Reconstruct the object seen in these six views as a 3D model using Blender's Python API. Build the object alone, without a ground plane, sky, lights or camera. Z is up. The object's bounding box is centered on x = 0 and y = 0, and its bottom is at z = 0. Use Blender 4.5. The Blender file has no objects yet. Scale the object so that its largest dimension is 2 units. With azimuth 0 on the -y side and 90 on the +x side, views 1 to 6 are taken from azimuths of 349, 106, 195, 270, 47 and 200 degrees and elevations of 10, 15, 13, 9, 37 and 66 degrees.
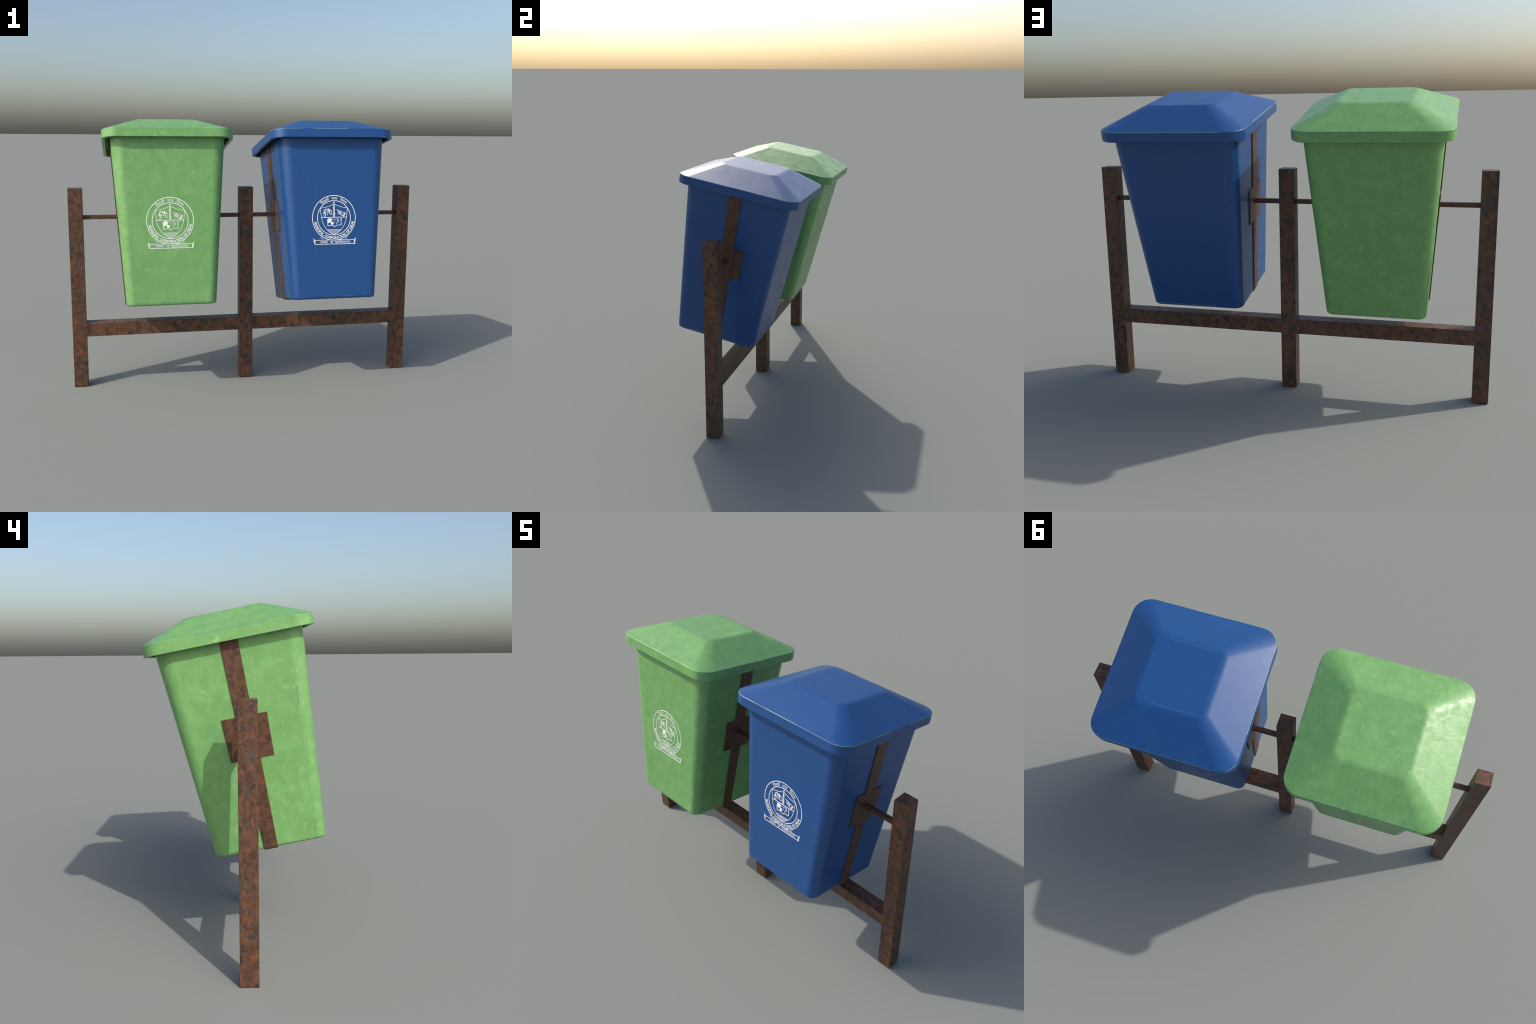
"""Twin litter bins: a green and a blue square plastic bin, each hung by a
rusty strap hanger on pivot rods between three square steel posts."""
import bpy, bmesh, math, random
from mathutils import Vector, Matrix

random.seed(7)
C = bpy.context.scene.collection

# ------------------------------------------------------------------ sizes
POST_W, POST_H, POST_Y = 0.0774, 1.141, -0.0485
POST_X = (-0.9613, 0.0017, 0.9613)
BAR_Z0, BAR_Z1 = 0.2955, 0.3730
ROD_Z, ROD_W = 0.978, 0.0228
BIN_TILT = -0.1925
BIN_X = (-0.4537, 0.4578)

W_TOP, H_TOP, R_TOP = 0.415, 0.3087, 0.068     # tub rim (level, half width, corner radius)
W_BOT, H_BOT, R_BOT = -0.5015, 0.2417, 0.0424   # tub foot
FILLET = 0.0150
STRAP_OUT = 0.0055

def half(w):
    return H_BOT + (H_TOP - H_BOT) * (w - W_BOT) / (W_TOP - W_BOT)

def corner(w):
    return R_BOT + (R_TOP - R_BOT) * (w - W_BOT) / (W_TOP - W_BOT)

# ------------------------------------------------------------------ materials
class Nodes:
    def __init__(self, name):
        self.m = bpy.data.materials.new(name)
        self.m.use_nodes = True
        self.t = self.m.node_tree
        self.bsdf = self.t.nodes["Principled BSDF"]
        self.oc = self.new("ShaderNodeTexCoord").outputs["Object"]

    def new(self, kind, **kw):
        n = self.t.nodes.new(kind)
        for k, v in kw.items():
            setattr(n, k, v)
        return n

    def link(self, a, b):
        self.t.links.new(a, b)

    def put(self, sock, v):
        if hasattr(v, "is_output"):
            self.link(v, sock)
        else:
            sock.default_value = v

    def mapped(self, scale=(1, 1, 1), loc=(0, 0, 0), rot=(0, 0, 0)):
        n = self.new("ShaderNodeMapping")
        n.inputs["Location"].default_value = loc
        n.inputs["Rotation"].default_value = rot
        n.inputs["Scale"].default_value = scale
        self.link(self.oc, n.inputs["Vector"])
        return n.outputs["Vector"]

    def noise(self, scale, detail=4, rough=0.5, vec=None, dist=0.0):
        n = self.new("ShaderNodeTexNoise")
        n.inputs["Scale"].default_value = scale
        n.inputs["Detail"].default_value = detail
        n.inputs["Roughness"].default_value = rough
        n.inputs["Distortion"].default_value = dist
        self.link(vec or self.oc, n.inputs["Vector"])
        return n.outputs["Fac"]

    def ramp(self, fac, stops):
        n = self.new("ShaderNodeValToRGB")
        e = n.color_ramp.elements
        while len(e) < len(stops):
            e.new(0.5)
        for el, (p, c) in zip(e, stops):
            el.position = p
            el.color = (c, c, c, 1) if isinstance(c, (int, float)) else (*c, 1)
        self.link(fac, n.inputs["Fac"])
        return n.outputs["Color"]

    def mix(self, fac, a, b, blend="MIX"):
        n = self.new("ShaderNodeMix", data_type="RGBA", blend_type=blend)
        self.put(n.inputs[0], fac)
        for sock, v in ((n.inputs[6], a), (n.inputs[7], b)):
            self.put(sock, (*v, 1) if isinstance(v, tuple) else v)
        return n.outputs[2]

    def math(self, op, a, b=0.0, c=0.0):
        n = self.new("ShaderNodeMath", operation=op)
        for s, v in zip(n.inputs, (a, b, c)):
            self.put(s, v)
        return n.outputs[0]

    def bump(self, height, strength, dist):
        n = self.new("ShaderNodeBump")
        n.inputs["Strength"].default_value = strength
        n.inputs["Distance"].default_value = dist
        self.link(height, n.inputs["Height"])
        self.link(n.outputs["Normal"], self.bsdf.inputs["Normal"])


def rust_material(name, loc, grain=(1, 1, 1), bare=0.8, soft=0.0, vivid=1.0):
    k = Nodes(name)
    v = k.mapped(loc=loc, scale=grain)
    blot = k.noise(38, 6, 0.66, v, 0.4)
    big = k.noise(8, 2, 0.5, v)
    mixed = k.math("ADD", k.math("MULTIPLY", blot, 0.80), k.math("MULTIPLY", big, 0.20))
    lift = lambda c: tuple(x * vivid for x in c)
    base = k.ramp(mixed, [(0.37, (0.036, 0.023, 0.016)), (0.455, lift((0.078, 0.038, 0.021))),
                          (0.53, lift((0.112, 0.048, 0.024))), (0.64, lift((0.152, 0.066, 0.034)))])
    # bare dark steel showing between the rust
    v2 = k.mapped(loc=tuple(a + 3.7 for a in loc), scale=grain)
    grey = k.ramp(k.noise(30, 5, 0.64, v2, 0.2), [(0.535, 0.0), (0.62, 1.0)])
    tone = k.ramp(k.noise(3.0, 1, 0.5, v2), [(0.40, (0.022, 0.022, 0.022)), (0.58, lift((0.062, 0.057, 0.055)) if vivid == 1 else (0.030, 0.029, 0.028))])
    base = k.mix(soft, base, (0.088, 0.040, 0.023))
    base = k.mix(k.math("MULTIPLY", grey, bare), base, tone)
    speck = k.ramp(k.noise(120, 3, 0.6, v), [(0.38, 0.82), (0.62, 1.14)])
    base = k.mix(1.0, base, speck, "MULTIPLY")
    k.link(base, k.bsdf.inputs["Base Color"])
    rough = k.ramp(blot, [(0.36, 0.38), (0.62, 0.56)])
    k.link(rough, k.bsdf.inputs["Roughness"])
    k.bsdf.inputs["Specular IOR Level"].default_value = 0.40
    k.bump(blot, 0.10, 0.002)
    return k.m


def any_of(k, masks):
    out = masks[0]
    for m in masks[1:]:
        out = k.math("MAXIMUM", out, m)
    return out


def near(k, value, target, width):
    return k.math("LESS_THAN", k.math("ABSOLUTE", k.math("SUBTRACT", value, target)), width)


def uv_bleed_lines(k, part, front_rim=True):  # texture faults copied into the colour
    """thin, broken mould and wear lines: corners and foot of the tub, rim and crown of the lid"""
    sep = k.new("ShaderNodeSeparateXYZ")
    k.link(k.oc, sep.inputs[0])
    x, y, w = sep.outputs
    if part == "tub":
        h = k.math("MULTIPLY_ADD", w, (H_TOP - H_BOT) / (W_TOP - W_BOT), half(0))
        across, along = k.math("DIVIDE", x, h), k.math("DIVIDE", y, h)
        both = k.math("MULTIPLY", k.math("ABSOLUTE", across), 1.0)
        runs = [near(k, w, W_BOT + FILLET, 0.0011)]
        if front_rim:                       # blue tub: broken hairlines at the back corners
            runs += [near(k, along, 0.81, 0.0020), k.math("MULTIPLY", near(k, across, -0.81, 0.0016),
                                                          k.math("GREATER_THAN", y, 0))]
        out = any_of(k, runs)
        if not front_rim:                   # green tub: low front lines and two marks on the sides
            low = k.math("MULTIPLY", k.math("LESS_THAN", w, -0.20), k.math("LESS_THAN", y, 0))
            lines = any_of(k, [near(k, across, 0.482, 0.0018), near(k, both, 0.81, 0.0020)])
            marks = k.math("MULTIPLY", near(k, along, -0.807, 0.0055),
                           any_of(k, [near(k, w, 0.120, 0.040), near(k, w, -0.470, 0.028)]))
            fixed = any_of(k, [k.math("MULTIPLY", k.math("MULTIPLY", lines, low), 0.55), marks])
            return any_of(k, [fixed, k.math("MULTIPLY", out, k.ramp(k.noise(5.0, 1, 0.4), [(0.44, 0.0), (0.47, 1.0)]))])
        edge, gap = k.noise(5.0, 1, 0.4), (0.47, 0.50)
    else:
        reach = k.math("MAXIMUM", k.math("ABSOLUTE", x), k.math("ABSOLUTE", y))
        rim = k.math("MULTIPLY", near(k, w, 0.4362, 0.0012), k.math("GREATER_THAN", reach, 0.30))
        if not front_rim:
            rim = k.math("MULTIPLY", rim, k.math("GREATER_THAN", y, -0.33))
        crown = k.math("MULTIPLY", near(k, reach, 0.1530, 0.0011), k.math("GREATER_THAN", w, 0.50))
        short = k.math("MINIMUM", k.math("ABSOLUTE", x), k.math("ABSOLUTE", y))
        crown = k.math("MULTIPLY", crown, k.math("LESS_THAN", short, 0.128))
        out = any_of(k, [rim, k.math("MULTIPLY", crown, 0.30)])
        edge, gap = k.noise(4.0, 1, 0.4, k.mapped((1, 1, 1), (4.2, 1.1, 0.3))), (0.45, 0.48)
    return k.math("MULTIPLY", out, k.ramp(edge, [(gap[0], 0.0), (gap[1], 1.0)]))


def green_plastic(name, part):
    k = Nodes(name)
    cloud = k.noise(17, 6, 0.62, None, 0.4)
    base = k.ramp(cloud, [(0.34, (0.142, 0.329, 0.104)), (0.50, (0.158, 0.354, 0.113)),
                          (0.68, (0.186, 0.396, 0.130))])
    # scuffs: short pale strokes, thicker in some places
    scr = k.noise(46, 4, 0.68, k.mapped((1.0, 1.0, 0.62), (2, 5, 1), (0.4, 0.3, 0.7)), 0.9)
    where = k.ramp(k.noise(5, 2, 0.5, k.mapped((1, 1, 1), (9, 2, 6))), [(0.36, 0.35), (0.58, 1.0)])
    scuff = k.math("MULTIPLY", k.ramp(scr, [(0.55, 0.0), (0.72, 1.0)]), where)
    base = k.mix(k.math("MULTIPLY", scuff, 0.70), base, (0.29, 0.52, 0.21))
    dots = k.ramp(k.noise(60, 2, 0.5), [(0.22, 1.0), (0.29, 0.0)])
    base = k.mix(k.math("MULTIPLY", dots, 0.45), base, (0.065, 0.16, 0.05))
    base = k.mix(k.math("MULTIPLY", uv_bleed_lines(k, part, False), 0.75), base, (0.060, 0.16, 0.19))
    k.link(base, k.bsdf.inputs["Base Color"])
    r = k.noise(17, 6, 0.66, k.mapped((1, 1, 0.8), (7, 1, 3)), 0.9)
    k.link(k.ramp(r, [(0.38, 0.27), (0.62, 0.50)]), k.bsdf.inputs["Roughness"])
    k.bump(k.noise(34, 5, 0.62, None, 1.2), 0.11 if part == "tub" else 0.22, 0.003)
    return k.m


def blue_plastic(name, part):
    k = Nodes(name)
    streak = k.noise(10, 5, 0.6, k.mapped((5.0, 5.0, 0.35) if part == "tub" else (0.6, 5.0, 3.0)))
    base = k.ramp(streak, [(0.35, (0.0108, 0.0660, 0.217)), (0.65, (0.0120, 0.0700, 0.226))])
    base = k.mix(k.math("MULTIPLY", uv_bleed_lines(k, part), 0.55), base, (0.22, 0.42, 0.26))
    k.link(base, k.bsdf.inputs["Base Color"])
    r = k.noise(14, 5, 0.6, k.mapped((1, 1, 1), (3, 9, 2)), 0.4)
    k.link(k.ramp(r, [(0.32, 0.34), (0.68, 0.43)]), k.bsdf.inputs["Roughness"])
    k.bump(k.noise(160, 2, 0.5), 0.03, 0.001)
    return k.m


def paint(name, colour, rough):
    k = Nodes(name)
    k.bsdf.inputs["Roughness"].default_value = rough
    k.link(k.ramp(k.noise(60, 3), [(0.3, tuple(c * 0.93 for c in colour)), (0.7, colour)]),
           k.bsdf.inputs["Base Color"])
    return k.m

# ------------------------------------------------------------------ mesh helpers
def finish(name, bm, mat, parent=None, smooth=True, angle=40, loc=(0, 0, 0)):
    bmesh.ops.recalc_face_normals(bm, faces=bm.faces)
    me = bpy.data.meshes.new(name)
    bm.to_mesh(me)
    bm.free()
    if mat:
        me.materials.append(mat)
    ob = bpy.data.objects.new(name, me)
    C.objects.link(ob)
    ob.location = loc
    if parent:
        ob.parent = parent
    if smooth:
        me.polygons.foreach_set("use_smooth", [True] * len(me.polygons))
        me.set_sharp_from_angle(angle=math.radians(angle))
        wn = ob.modifiers.new("weighted_normal", "WEIGHTED_NORMAL")
        wn.keep_sharp = True
        wn.weight = 100
    return ob


def box(name, lo, hi, bevel, mat, parent, segments=2):
    """box with softened edges, origin at the middle of its foot"""
    ctr = Vector(((lo[0] + hi[0]) / 2, (lo[1] + hi[1]) / 2, lo[2]))
    bm = bmesh.new()
    bmesh.ops.create_cube(bm, size=1)
    for v in bm.verts:
        v.co = Vector([lo[i] + (v.co[i] + 0.5) * (hi[i] - lo[i]) for i in range(3)]) - ctr
    bmesh.ops.bevel(bm, geom=bm.edges[:], offset=bevel, segments=segments, affect="EDGES", profile=0.5)
    return finish(name, bm, mat, parent, loc=ctr)


def round_square(bm, h, r, w, n):
    ring = []
    for cx, cy, a0 in ((h - r, h - r, 0), (r - h, h - r, 90), (r - h, r - h, 180), (h - r, r - h, 270)):
        for i in range(n + 1):
            a = math.radians(a0 + 90 * i / n)
            ring.append(bm.verts.new((cx + r * math.cos(a), cy + r * math.sin(a), w)))
    return ring


def loft(bm, sections, n, cap_first=True, cap_last=True):
    rings = [round_square(bm, h, r, w, n) for h, r, w in sections]
    for a, b in zip(rings, rings[1:]):
        for i in range(len(a)):
            j = (i + 1) % len(a)
            bm.faces.new((a[i], a[j], b[j], b[i]))
    if cap_first:
        bm.faces.new(rings[0])
    if cap_last:
        bm.faces.new(rings[-1])

# ------------------------------------------------------------------ tub and lid
def build_tub(mat, parent, x):
    bm = bmesh.new()
    wall = 0.010
    sec = [(half(-0.486) - wall, corner(-0.486) - 0.008, W_BOT + wall),
           (half(W_TOP) - wall, corner(W_TOP) - 0.008, W_TOP),
           (half(W_TOP), corner(W_TOP), W_TOP)]
    wf = W_BOT + FILLET
    sec += [(half(w), corner(w), w) for w in (0.39, 0.0, wf)]
    for i in range(1, 6):
        a = math.radians(90 * i / 5)
        d = FILLET * (1 - math.cos(a))
        sec.append((half(wf) - d, corner(wf) - d, wf - FILLET * math.sin(a)))
    loft(bm, sec, 8)
    ob = finish("bin", bm, mat, parent, angle=50, loc=(x, POST_Y, ROD_Z))
    ob.rotation_euler = (BIN_TILT, 0, 0)
    return ob


def build_lid(mat, parent):
    bm = bmesh.new()
    sec = [(0.150, 0.02, 0.5060), (0.180, 0.045, 0.5000), (0.3330, 0.067, 0.4270),
           (0.3330, 0.067, 0.3910), (0.3345, 0.0685, 0.3895),      # inside of the skirt
           (0.3500, 0.0830, 0.3895), (0.3518, 0.0845, 0.3910),     # lower lip
           (0.3522, 0.0850, 0.4342), (0.3515, 0.0845, 0.4362), (0.3495, 0.0830, 0.4378),
           (0.1815, 0.0450, 0.5142), (0.1715, 0.0385, 0.5180), (0.1620, 0.0300, 0.5202),
           (0.1520, 0.0210, 0.5208)]
    loft(bm, sec, 7)
    return finish("lid", bm, mat, parent, angle=50)

# ------------------------------------------------------------------ hangers
def build_strap(mat, parent):
    """flat iron that runs down one side, under the foot and up the other side"""
    wf = W_BOT + FILLET
    slope = math.atan2(H_TOP - H_BOT, W_TOP - W_BOT)
    path = []                                   # (x, w, normal x, normal w, half width)
    for w in (0.412, 0.2, 0.0, -0.2, -0.4, wf):
        path.append((-half(w), w, -math.cos(slope), -math.sin(slope), 0.1235 * half(w)))
    cx = -(half(wf) - FILLET)
    for i in range(1, 7):
        a = math.radians(90 * i / 6)
        path.append((cx - FILLET * math.cos(a), wf - FILLET * math.sin(a),
                     -math.cos(a), -math.sin(a), 0.1235 * H_BOT))
    path += [(-x, w, -nx, nw, hw) for x, w, nx, nw, hw in reversed(path)]
    bm = bmesh.new()
    rings = []
    for x, w, nx, nw, hw in path:
        ring = []
        for s, o in ((-1, -0.002), (-1, STRAP_OUT - 0.0008), (-0.975, STRAP_OUT),
                     (0.975, STRAP_OUT), (1, STRAP_OUT - 0.0008), (1, -0.002)):
            ring.append(bm.verts.new((x + nx * o, s * hw, w + nw * o)))
        rings.append(ring)
    for a, b in zip(rings, rings[1:]):
        for i in range(6):
            j = (i + 1) % 6
            bm.faces.new((a[i], a[j], b[j], b[i]))
    bm.faces.new(rings[0])
    bm.faces.new(rings[-1])
    return finish("strap", bm, mat, parent, angle=35)


def build_plate(mat, parent, side):
    w0, w1, k = -0.1005, 0.0805, 0.336
    slope = math.atan2(H_TOP - H_BOT, W_TOP - W_BOT)
    bm = bmesh.new()
    layers = []
    for o, inset in ((-0.002, 0), (STRAP_OUT - 0.0004, 0), (STRAP_OUT + 0.0004, 0.0008)):
        layer = []
        for w, s in ((w0, -1), (w0, 1), (w1, 1), (w1, -1)):
            y = s * (k * half(w) - inset)
            ww = w + (inset if w == w0 else -inset)
            layer.append(bm.verts.new((side * (half(ww) + o * math.cos(slope)), y,
                                       ww - o * math.sin(slope))))
        layers.append(layer)
    for a, b in zip(layers, layers[1:]):
        for i in range(4):
            bm.faces.new((a[i], a[(i + 1) % 4], b[(i + 1) % 4], b[i]))
    bm.faces.new(layers[0])
    bm.faces.new(layers[-1])
    return finish("mounting_plate", bm, mat, parent, smooth=False)

# ------------------------------------------------------------------ printed emblem
class Print:
    """Thin raised print on the front wall.  Drawn in emblem units: the outer
    ring has radius 1, u to the right, v up the wall."""
    R = 0.1265
    CENTRE_W = -0.0492
    CENTRE_X = -0.0025

    def __init__(self):
        self.bm = bmesh.new()
        self.k = 0
        slope = math.atan2(H_TOP - H_BOT, W_TOP - W_BOT)
        self.up = Vector((0, -math.sin(slope), math.cos(slope)))
        self.out = Vector((0, -math.cos(slope), -math.sin(slope)))
        self.org = Vector((self.CENTRE_X, -half(self.CENTRE_W), self.CENTRE_W))

    def at(self, u, v, h):
        return self.org + Vector((1, 0, 0)) * (u * self.R) + self.up * (v * self.R) + self.out * h

    def level(self):
        self.k = (self.k + 7) % 61          # neighbours never share one plane
        return 0.0006 + 0.000009 * self.k

    def strip(self, left, right, closed=False):
        """prism between two rails of points"""
        h = self.level()
        n = len(left)
        rows = []
        for p, q in zip(left, right):
            rows.append([self.bm.verts.new(self.at(*p, -0.0005)), self.bm.verts.new(self.at(*p, h)),
                         self.bm.verts.new(self.at(*q, h)), self.bm.verts.new(self.at(*q, -0.0005))])
        pairs = [(i, (i + 1) % n) for i in range(n if closed else n - 1)]
        for i, j in pairs:
            a, b = rows[i], rows[j]
            for e in range(3):
                self.bm.faces.new((a[e], a[e + 1], b[e + 1], b[e]))
        if not closed:
            self.bm.faces.new(rows[0])
            self.bm.faces.new(rows[-1])

    def line(self, pts, width, closed=False):
        width *= 0.86
        pts = [Vector(p) for p in pts]
        n = len(pts)
        L, Rr = [], []
        for i, p in enumerate(pts):
            if closed:
                a, b = pts[i - 1], pts[(i + 1) % n]
            else:
                a, b = pts[max(i - 1, 0)], pts[min(i + 1, n - 1)]
            d1 = (p - a).normalized() if (p - a).length > 1e-9 else (b - p).normalized()
            d2 = (b - p).normalized() if (b - p).length > 1e-9 else d1
            t = (d1 + d2).normalized() if (d1 + d2).length > 1e-6 else d1
            nrm = Vector((-t.y, t.x))
            m = min(1 / max(nrm.dot(Vector((-d1.y, d1.x))), 0.35), 2.0)
            L.append(tuple(p + nrm * width / 2 * m))
            Rr.append(tuple(p - nrm * width / 2 * m))
        self.strip(L, Rr, closed)

    def ring(self, r, width, n=96, c=(0, 0)):
        pts = [(c[0] + r * math.cos(2 * math.pi * i / n), c[1] + r * math.sin(2 * math.pi * i / n))
               for i in range(n)]
        self.line(pts, width, True)

    def blob(self, c, r, n=18, lumps=0.0, lobes=5):
        h = self.level()
        lo, hi = [], []
        for i in range(n):
            a = 2 * math.pi * i / n
            rr = r * (1 + lumps * math.cos(lobes * a))
            p = (c[0] + rr * math.cos(a), c[1] + rr * math.sin(a))
            lo.append(self.bm.verts.new(self.at(*p, -0.0005)))
            hi.append(self.bm.verts.new(self.at(*p, h)))
        for i in range(n):
            j = (i + 1) % n
            self.bm.faces.new((lo[i], lo[j], hi[j], hi[i]))
        self.bm.faces.new(hi)

    def text(self, s, size, place, bold=0.0):
        """one run of letters in the built-in font; place maps flat (x, y) to (u, v)"""
        cu = bpy.data.curves.new("lettering_source", "FONT")
        cu.body = s
        cu.size = size
        cu.align_x = "CENTER"
        cu.offset = bold
        cu.resolution_u = 3
        ob = bpy.data.objects.new("lettering_source", cu)
        C.objects.link(ob)
        bpy.context.view_layer.update()
        me = bpy.data.meshes.new_from_object(ob.evaluated_get(bpy.context.evaluated_depsgraph_get()))
        h = self.level()
        vs = [self.bm.verts.new(self.at(*place(v.co.x, v.co.y), h)) for v in me.vertices]
        width = max((v.co.x for v in me.vertices), default=0) - min((v.co.x for v in me.vertices), default=0)
        for p in me.polygons:
            try:
                self.bm.faces.new([vs[i] for i in p.vertices])
            except ValueError:
                pass
        bpy.data.objects.remove(ob)
        bpy.data.meshes.remove(me)
        bpy.data.curves.remove(cu)
        return width


def glyph_width(s, size):
    cu = bpy.data.curves.new("measure", "FONT")
    cu.body = s
    cu.size = size
    ob = bpy.data.objects.new("measure", cu)
    C.objects.link(ob)
    bpy.context.view_layer.update()
    w = ob.dimensions.x
    bpy.data.objects.remove(ob)
    bpy.data.curves.remove(cu)
    return w


def build_emblem(mat, parent):
    P = Print()
    px = lambda x, y: ((x - 720) / 577.0, -(y - 742) / 577.0)
    T = lambda *pts: [px(*p) for p in pts]
    P.ring(0.985, 0.032)
    P.ring(0.757, 0.030)
    # shield
    side = [(366, 492), (372, 590), (388, 728), (414, 840), (462, 950), (535, 1050), (622, 1120), (720, 1166)]
    mirror = lambda pts: [(1440 - x, y) for x, y in pts]
    P.line(T(*side), 0.020)
    P.line(T(*mirror(side)), 0.020)
    brow = [(372, 490), (450, 482), (540, 462), (620, 432), (704, 398)]
    P.line(T(*brow), 0.020)
    P.line(T(*mirror(brow)), 0.020)
    P.line(T((390, 728), (1052, 728)), 0.030)
    # tower on the pale between the two upper fields
    P.blob(px(720, 350), 0.032, 10)
    for dx in (-14, 14):
        P.line(T((720 + dx * 0.6, 372), (720 + dx, 500), (720 + dx * 1.5, 722)), 0.016)
    for y, w in ((430, 22), (465, 26), (500, 28), (555, 30), (590, 30), (632, 42), (668, 32)):
        P.line(T((720 - w, y), (720 + w, y)), 0.014)
    for y0, y1 in ((440, 492), (510, 548), (598, 626), (640, 712)):
        P.line(T((722, y0), (722, y1)), 0.018)
    # left field: fort gate with turrets, tilted
    def turn(c, deg):
        a = math.radians(deg)
        return lambda x, y: (c[0] + x * math.cos(a) - y * math.sin(a), c[1] + x * math.sin(a) + y * math.cos(a))
    f = turn((548, 600), -9)
    g = lambda *pts: T(*[f(*p) for p in pts])
    P.line(g((-102, 92), (-110, -8), (-72, -20), (-62, 92)), 0.014, True)
    P.line(g((-66, -30), (-58, 88)), 0.034)
    P.line(g((58, -60), (66, 70), (104, 78), (108, -30)), 0.014, True)
    P.line(g((44, -66), (62, 66)), 0.032)
    P.line(g((-58, 12), (50, 12)), 0.018)
    P.line(g((-50, -24), (40, -24)), 0.014)
    P.blob(px(*f(-6, 56)), 0.022, 8)
    for x, y in ((-76, -60), (-40, -84), (0, -84), (46, -76), (82, -44), (22, -48), (-92, -6)):
        P.blob(px(*f(x, y)), 0.026, 9, 0.15, 3)
        P.line(g((x, y), (x + 3, y + 34)), 0.018)
    # right field: open box with quill, tilted
    f = turn((918, 618), 28)
    P.line(g((-92, -26), (78, -40), (92, 40), (-86, 44)), 0.014, True)
    P.line(g((-58, -34), (-56, 40)), 0.036)
    P.line(g((62, -46), (70, 52)), 0.022)
    P.line(g((92, -52), (96, 56)), 0.038)
    P.line(g((-80, 46), (84, 50)), 0.026)
    P.line(g((-30, -4), (6, -18), (10, 24), (-28, 26)), 0.012, True)
    P.blob(px(*f(-10, 8)), 0.020, 8)
    P.line(g((-156, -8), (-120, -10), (-92, 10)), 0.014)
    P.line(g((-130, -20), (-96, -24)), 0.010)
    # lower field: open book with flower and figure
    P.line(T((545, 770), (556, 945), (640, 936), (690, 942), (734, 968), (778, 938), (830, 925), (912, 926), (902, 756)), 0.027)
    P.line(T((926, 760), (918, 800)), 0.014)
    P.line(T((660, 764), (700, 774), (734, 794), (772, 770), (816, 756)), 0.013)
    P.line(T((736, 800), (738, 880)), 0.010)
    P.blob(px(606, 806), 0.100, 24, 0.07, 6)
    P.blob(px(574, 850), 0.045, 12)
    P.blob(px(640, 800), 0.050, 12)
    P.blob(px(672, 882), 0.066, 18, 0.06, 5)
    for a, b in (((784, 890), (812, 846)), ((806, 850), (838, 812)), ((790, 800), (852, 806)),
                 ((820, 840), (858, 856)), ((800, 768), (836, 776)), ((838, 812), (846, 780))):
        P.line(T(a, b), 0.018)
    P.blob(px(792, 884), 0.020, 8)
    P.blob(px(830, 806), 0.020, 8)
    # water at the foot of the shield
    for i, (y, x0) in enumerate(((1040, 545), (1062, 560), (1084, 592), (1108, 622), (1132, 660))):
        x1 = 1440 - x0
        n = max(6, int((x1 - x0) / 18))
        P.line(T(*[(x0 + (x1 - x0) * j / n, y + (7 if (j + i) % 2 else -7)) for j in range(n + 1)]), 0.012)
    # scroll leaves beside the ring
    rnd = random.Random(3)
    for s in (-1, 1):
        for j in range(13):
            a = rnd.uniform(0, 6.28)
            q = rnd.uniform(12, 44)
            P.blob(px(720 + s * (350 + q * math.cos(a) * 0.9 - 16), 1226 + q * math.sin(a)), 0.0085, 6)
        for j in range(4):
            P.blob(px(720 + s * (296 + 9 * j), 1280 - 14 * (j % 2)), 0.009, 6)
    # banner
    P.line(T((190, 1306), (600, 1306)), 0.022)
    P.line(T((840, 1306), (1250, 1306)), 0.022)
    P.line(T((600, 1306), (840, 1306)), 0.022)
    P.line(T((206, 1410), (1284, 1410)), 0.026)
    for m in (lambda x: x, lambda x: 1462 - x):
        P.line(T((m(212), 1308), (m(212), 1412)), 0.024)
        P.line(T((m(206), 1410), (m(180), 1330), (m(174), 1256), (m(196), 1300)), 0.018)
        P.line(T((m(178), 1268), (m(196), 1310), (m(200), 1370)), 0.022)

    # lettering on the ring (foot), one letter at a time along the arc
    words = "MUNICIPAL CORPORATION OF DELHI"
    size = 0.162
    adv = [0.062 if c == " " else glyph_width(c, size) + 0.017 for c in words]
    span = math.radians(157)
    r_base = 0.935
    k = span * r_base * 0.94 / sum(adv)
    pos = -sum(adv) / 2
    for c, w in zip(words, adv):
        if c != " ":
            ang = -math.pi / 2 + (pos + w / 2) * k / (r_base * 0.94)
            def place(x, y, ang=ang):
                rr = r_base - y
                t = ang + x * k / 0.87
                return rr * math.cos(t), rr * math.sin(t)
            P.text(c, size, place, 0.0045)
        pos += w
    # lettering on the ring (head): three words
    for word, deg in (("\u093f\u0926\u0932\u094d\u0932\u0940", 119), ("\u0928\u0917\u0930", 88.5), ("\u093f\u0928\u0917\u092e", 59)):
        a0 = math.radians(deg)
        def place(x, y, a0=a0):
            rr = 0.797 + y
            t = a0 - x / 0.87
            return rr * math.cos(t), rr * math.sin(t)
        P.text(word, 0.172, place, 0.0005)
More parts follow.
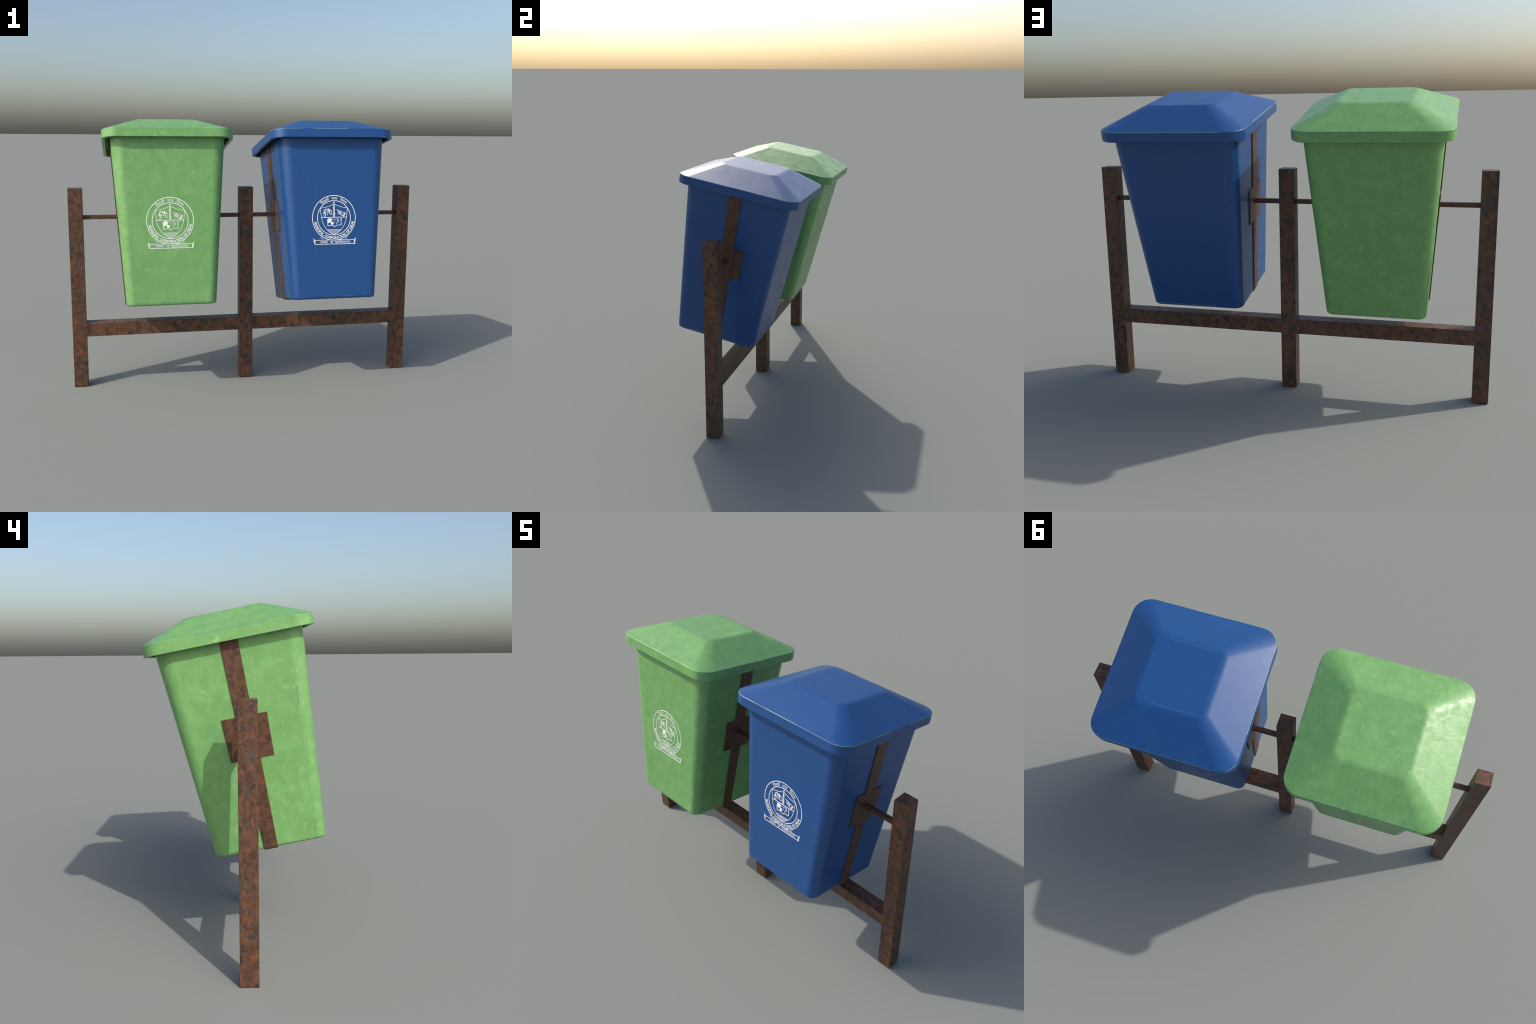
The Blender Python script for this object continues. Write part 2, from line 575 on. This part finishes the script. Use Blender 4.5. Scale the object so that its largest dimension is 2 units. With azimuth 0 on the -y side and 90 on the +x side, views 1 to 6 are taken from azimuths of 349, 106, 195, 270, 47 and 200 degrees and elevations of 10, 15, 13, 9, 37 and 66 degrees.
    # motto on the banner
    for word, x in (("\u0924\u092e\u0938\u094b", 448), ("\u092e\u093e", 652), ("\u091c\u094d\u092f\u094b\u093f\u0924\u0930\u094d\u0917\u092e\u092f", 940)):
        u0, v0 = px(x, 1392)
        P.text(word, 0.158, lambda a, b: (u0 + a, v0 + b), 0.0)
    return finish("emblem", P.bm, mat, parent, smooth=False)

# ------------------------------------------------------------------ assembly
root = bpy.data.objects.new("twin_litter_bin", None)
C.objects.link(root)
root["label"] = "green and blue tilting litter bins on a rusty steel post frame"
root["category"] = "litter bin"

rust_post = [rust_material("rusty_steel", (1.3 * i, 0.7 * i, 0.4), (1.2, 1.2, 0.85), 0.8, 0.0, 1.20 if i else 1.0)
             for i in range(3)]
rust_bar = rust_material("rusty_steel", (5.1, 2.2, 1.9), (1.0, 1.2, 1.0), 0.8, 0.0, 1.20)
rust_flat = rust_material("rusty_flat_iron", (8.3, 4.4, 0.2), (1.25, 1.25, 1.1), 0.55, 0.30, 1.08)

h = POST_W / 2
for x, m in zip(POST_X, rust_post):
    box("post", (x - h, POST_Y - h, 0), (x + h, POST_Y + h, POST_H), 0.0022, m, root)
for a, b in zip(POST_X, POST_X[1:]):
    d = 0.0004
    box("crossbar", (a + h - 0.004, POST_Y - h + d, BAR_Z0), (b - h + 0.004, POST_Y + h - d, BAR_Z1),
        0.0018, rust_bar, root)

plastics = (("green", green_plastic), ("blue", blue_plastic))
for (colour, maker), x in zip(plastics, BIN_X):
    tub = build_tub(maker(colour + "_plastic", "tub"), root, x)
    build_lid(maker(colour + "_lid_plastic", "lid"), tub)
    build_strap(rust_flat, tub)
    for side in (-1, 1):
        build_plate(rust_flat, tub, side)
    build_emblem(paint("white_print", (0.91, 0.91, 0.90), 0.45), tub)
    reach = half(0) + 0.004
    left = POST_X[0] if x < 0 else POST_X[1]
    right = POST_X[1] if x < 0 else POST_X[2]
    q = ROD_W / 2
    for x0, x1 in ((left + h - 0.004, x - reach), (x + reach, right - h + 0.004)):
        box("pivot_rod", (x0, POST_Y - q, ROD_Z - q - 0.001), (x1, POST_Y + q, ROD_Z + q - 0.001), 0.0012, rust_flat, root)
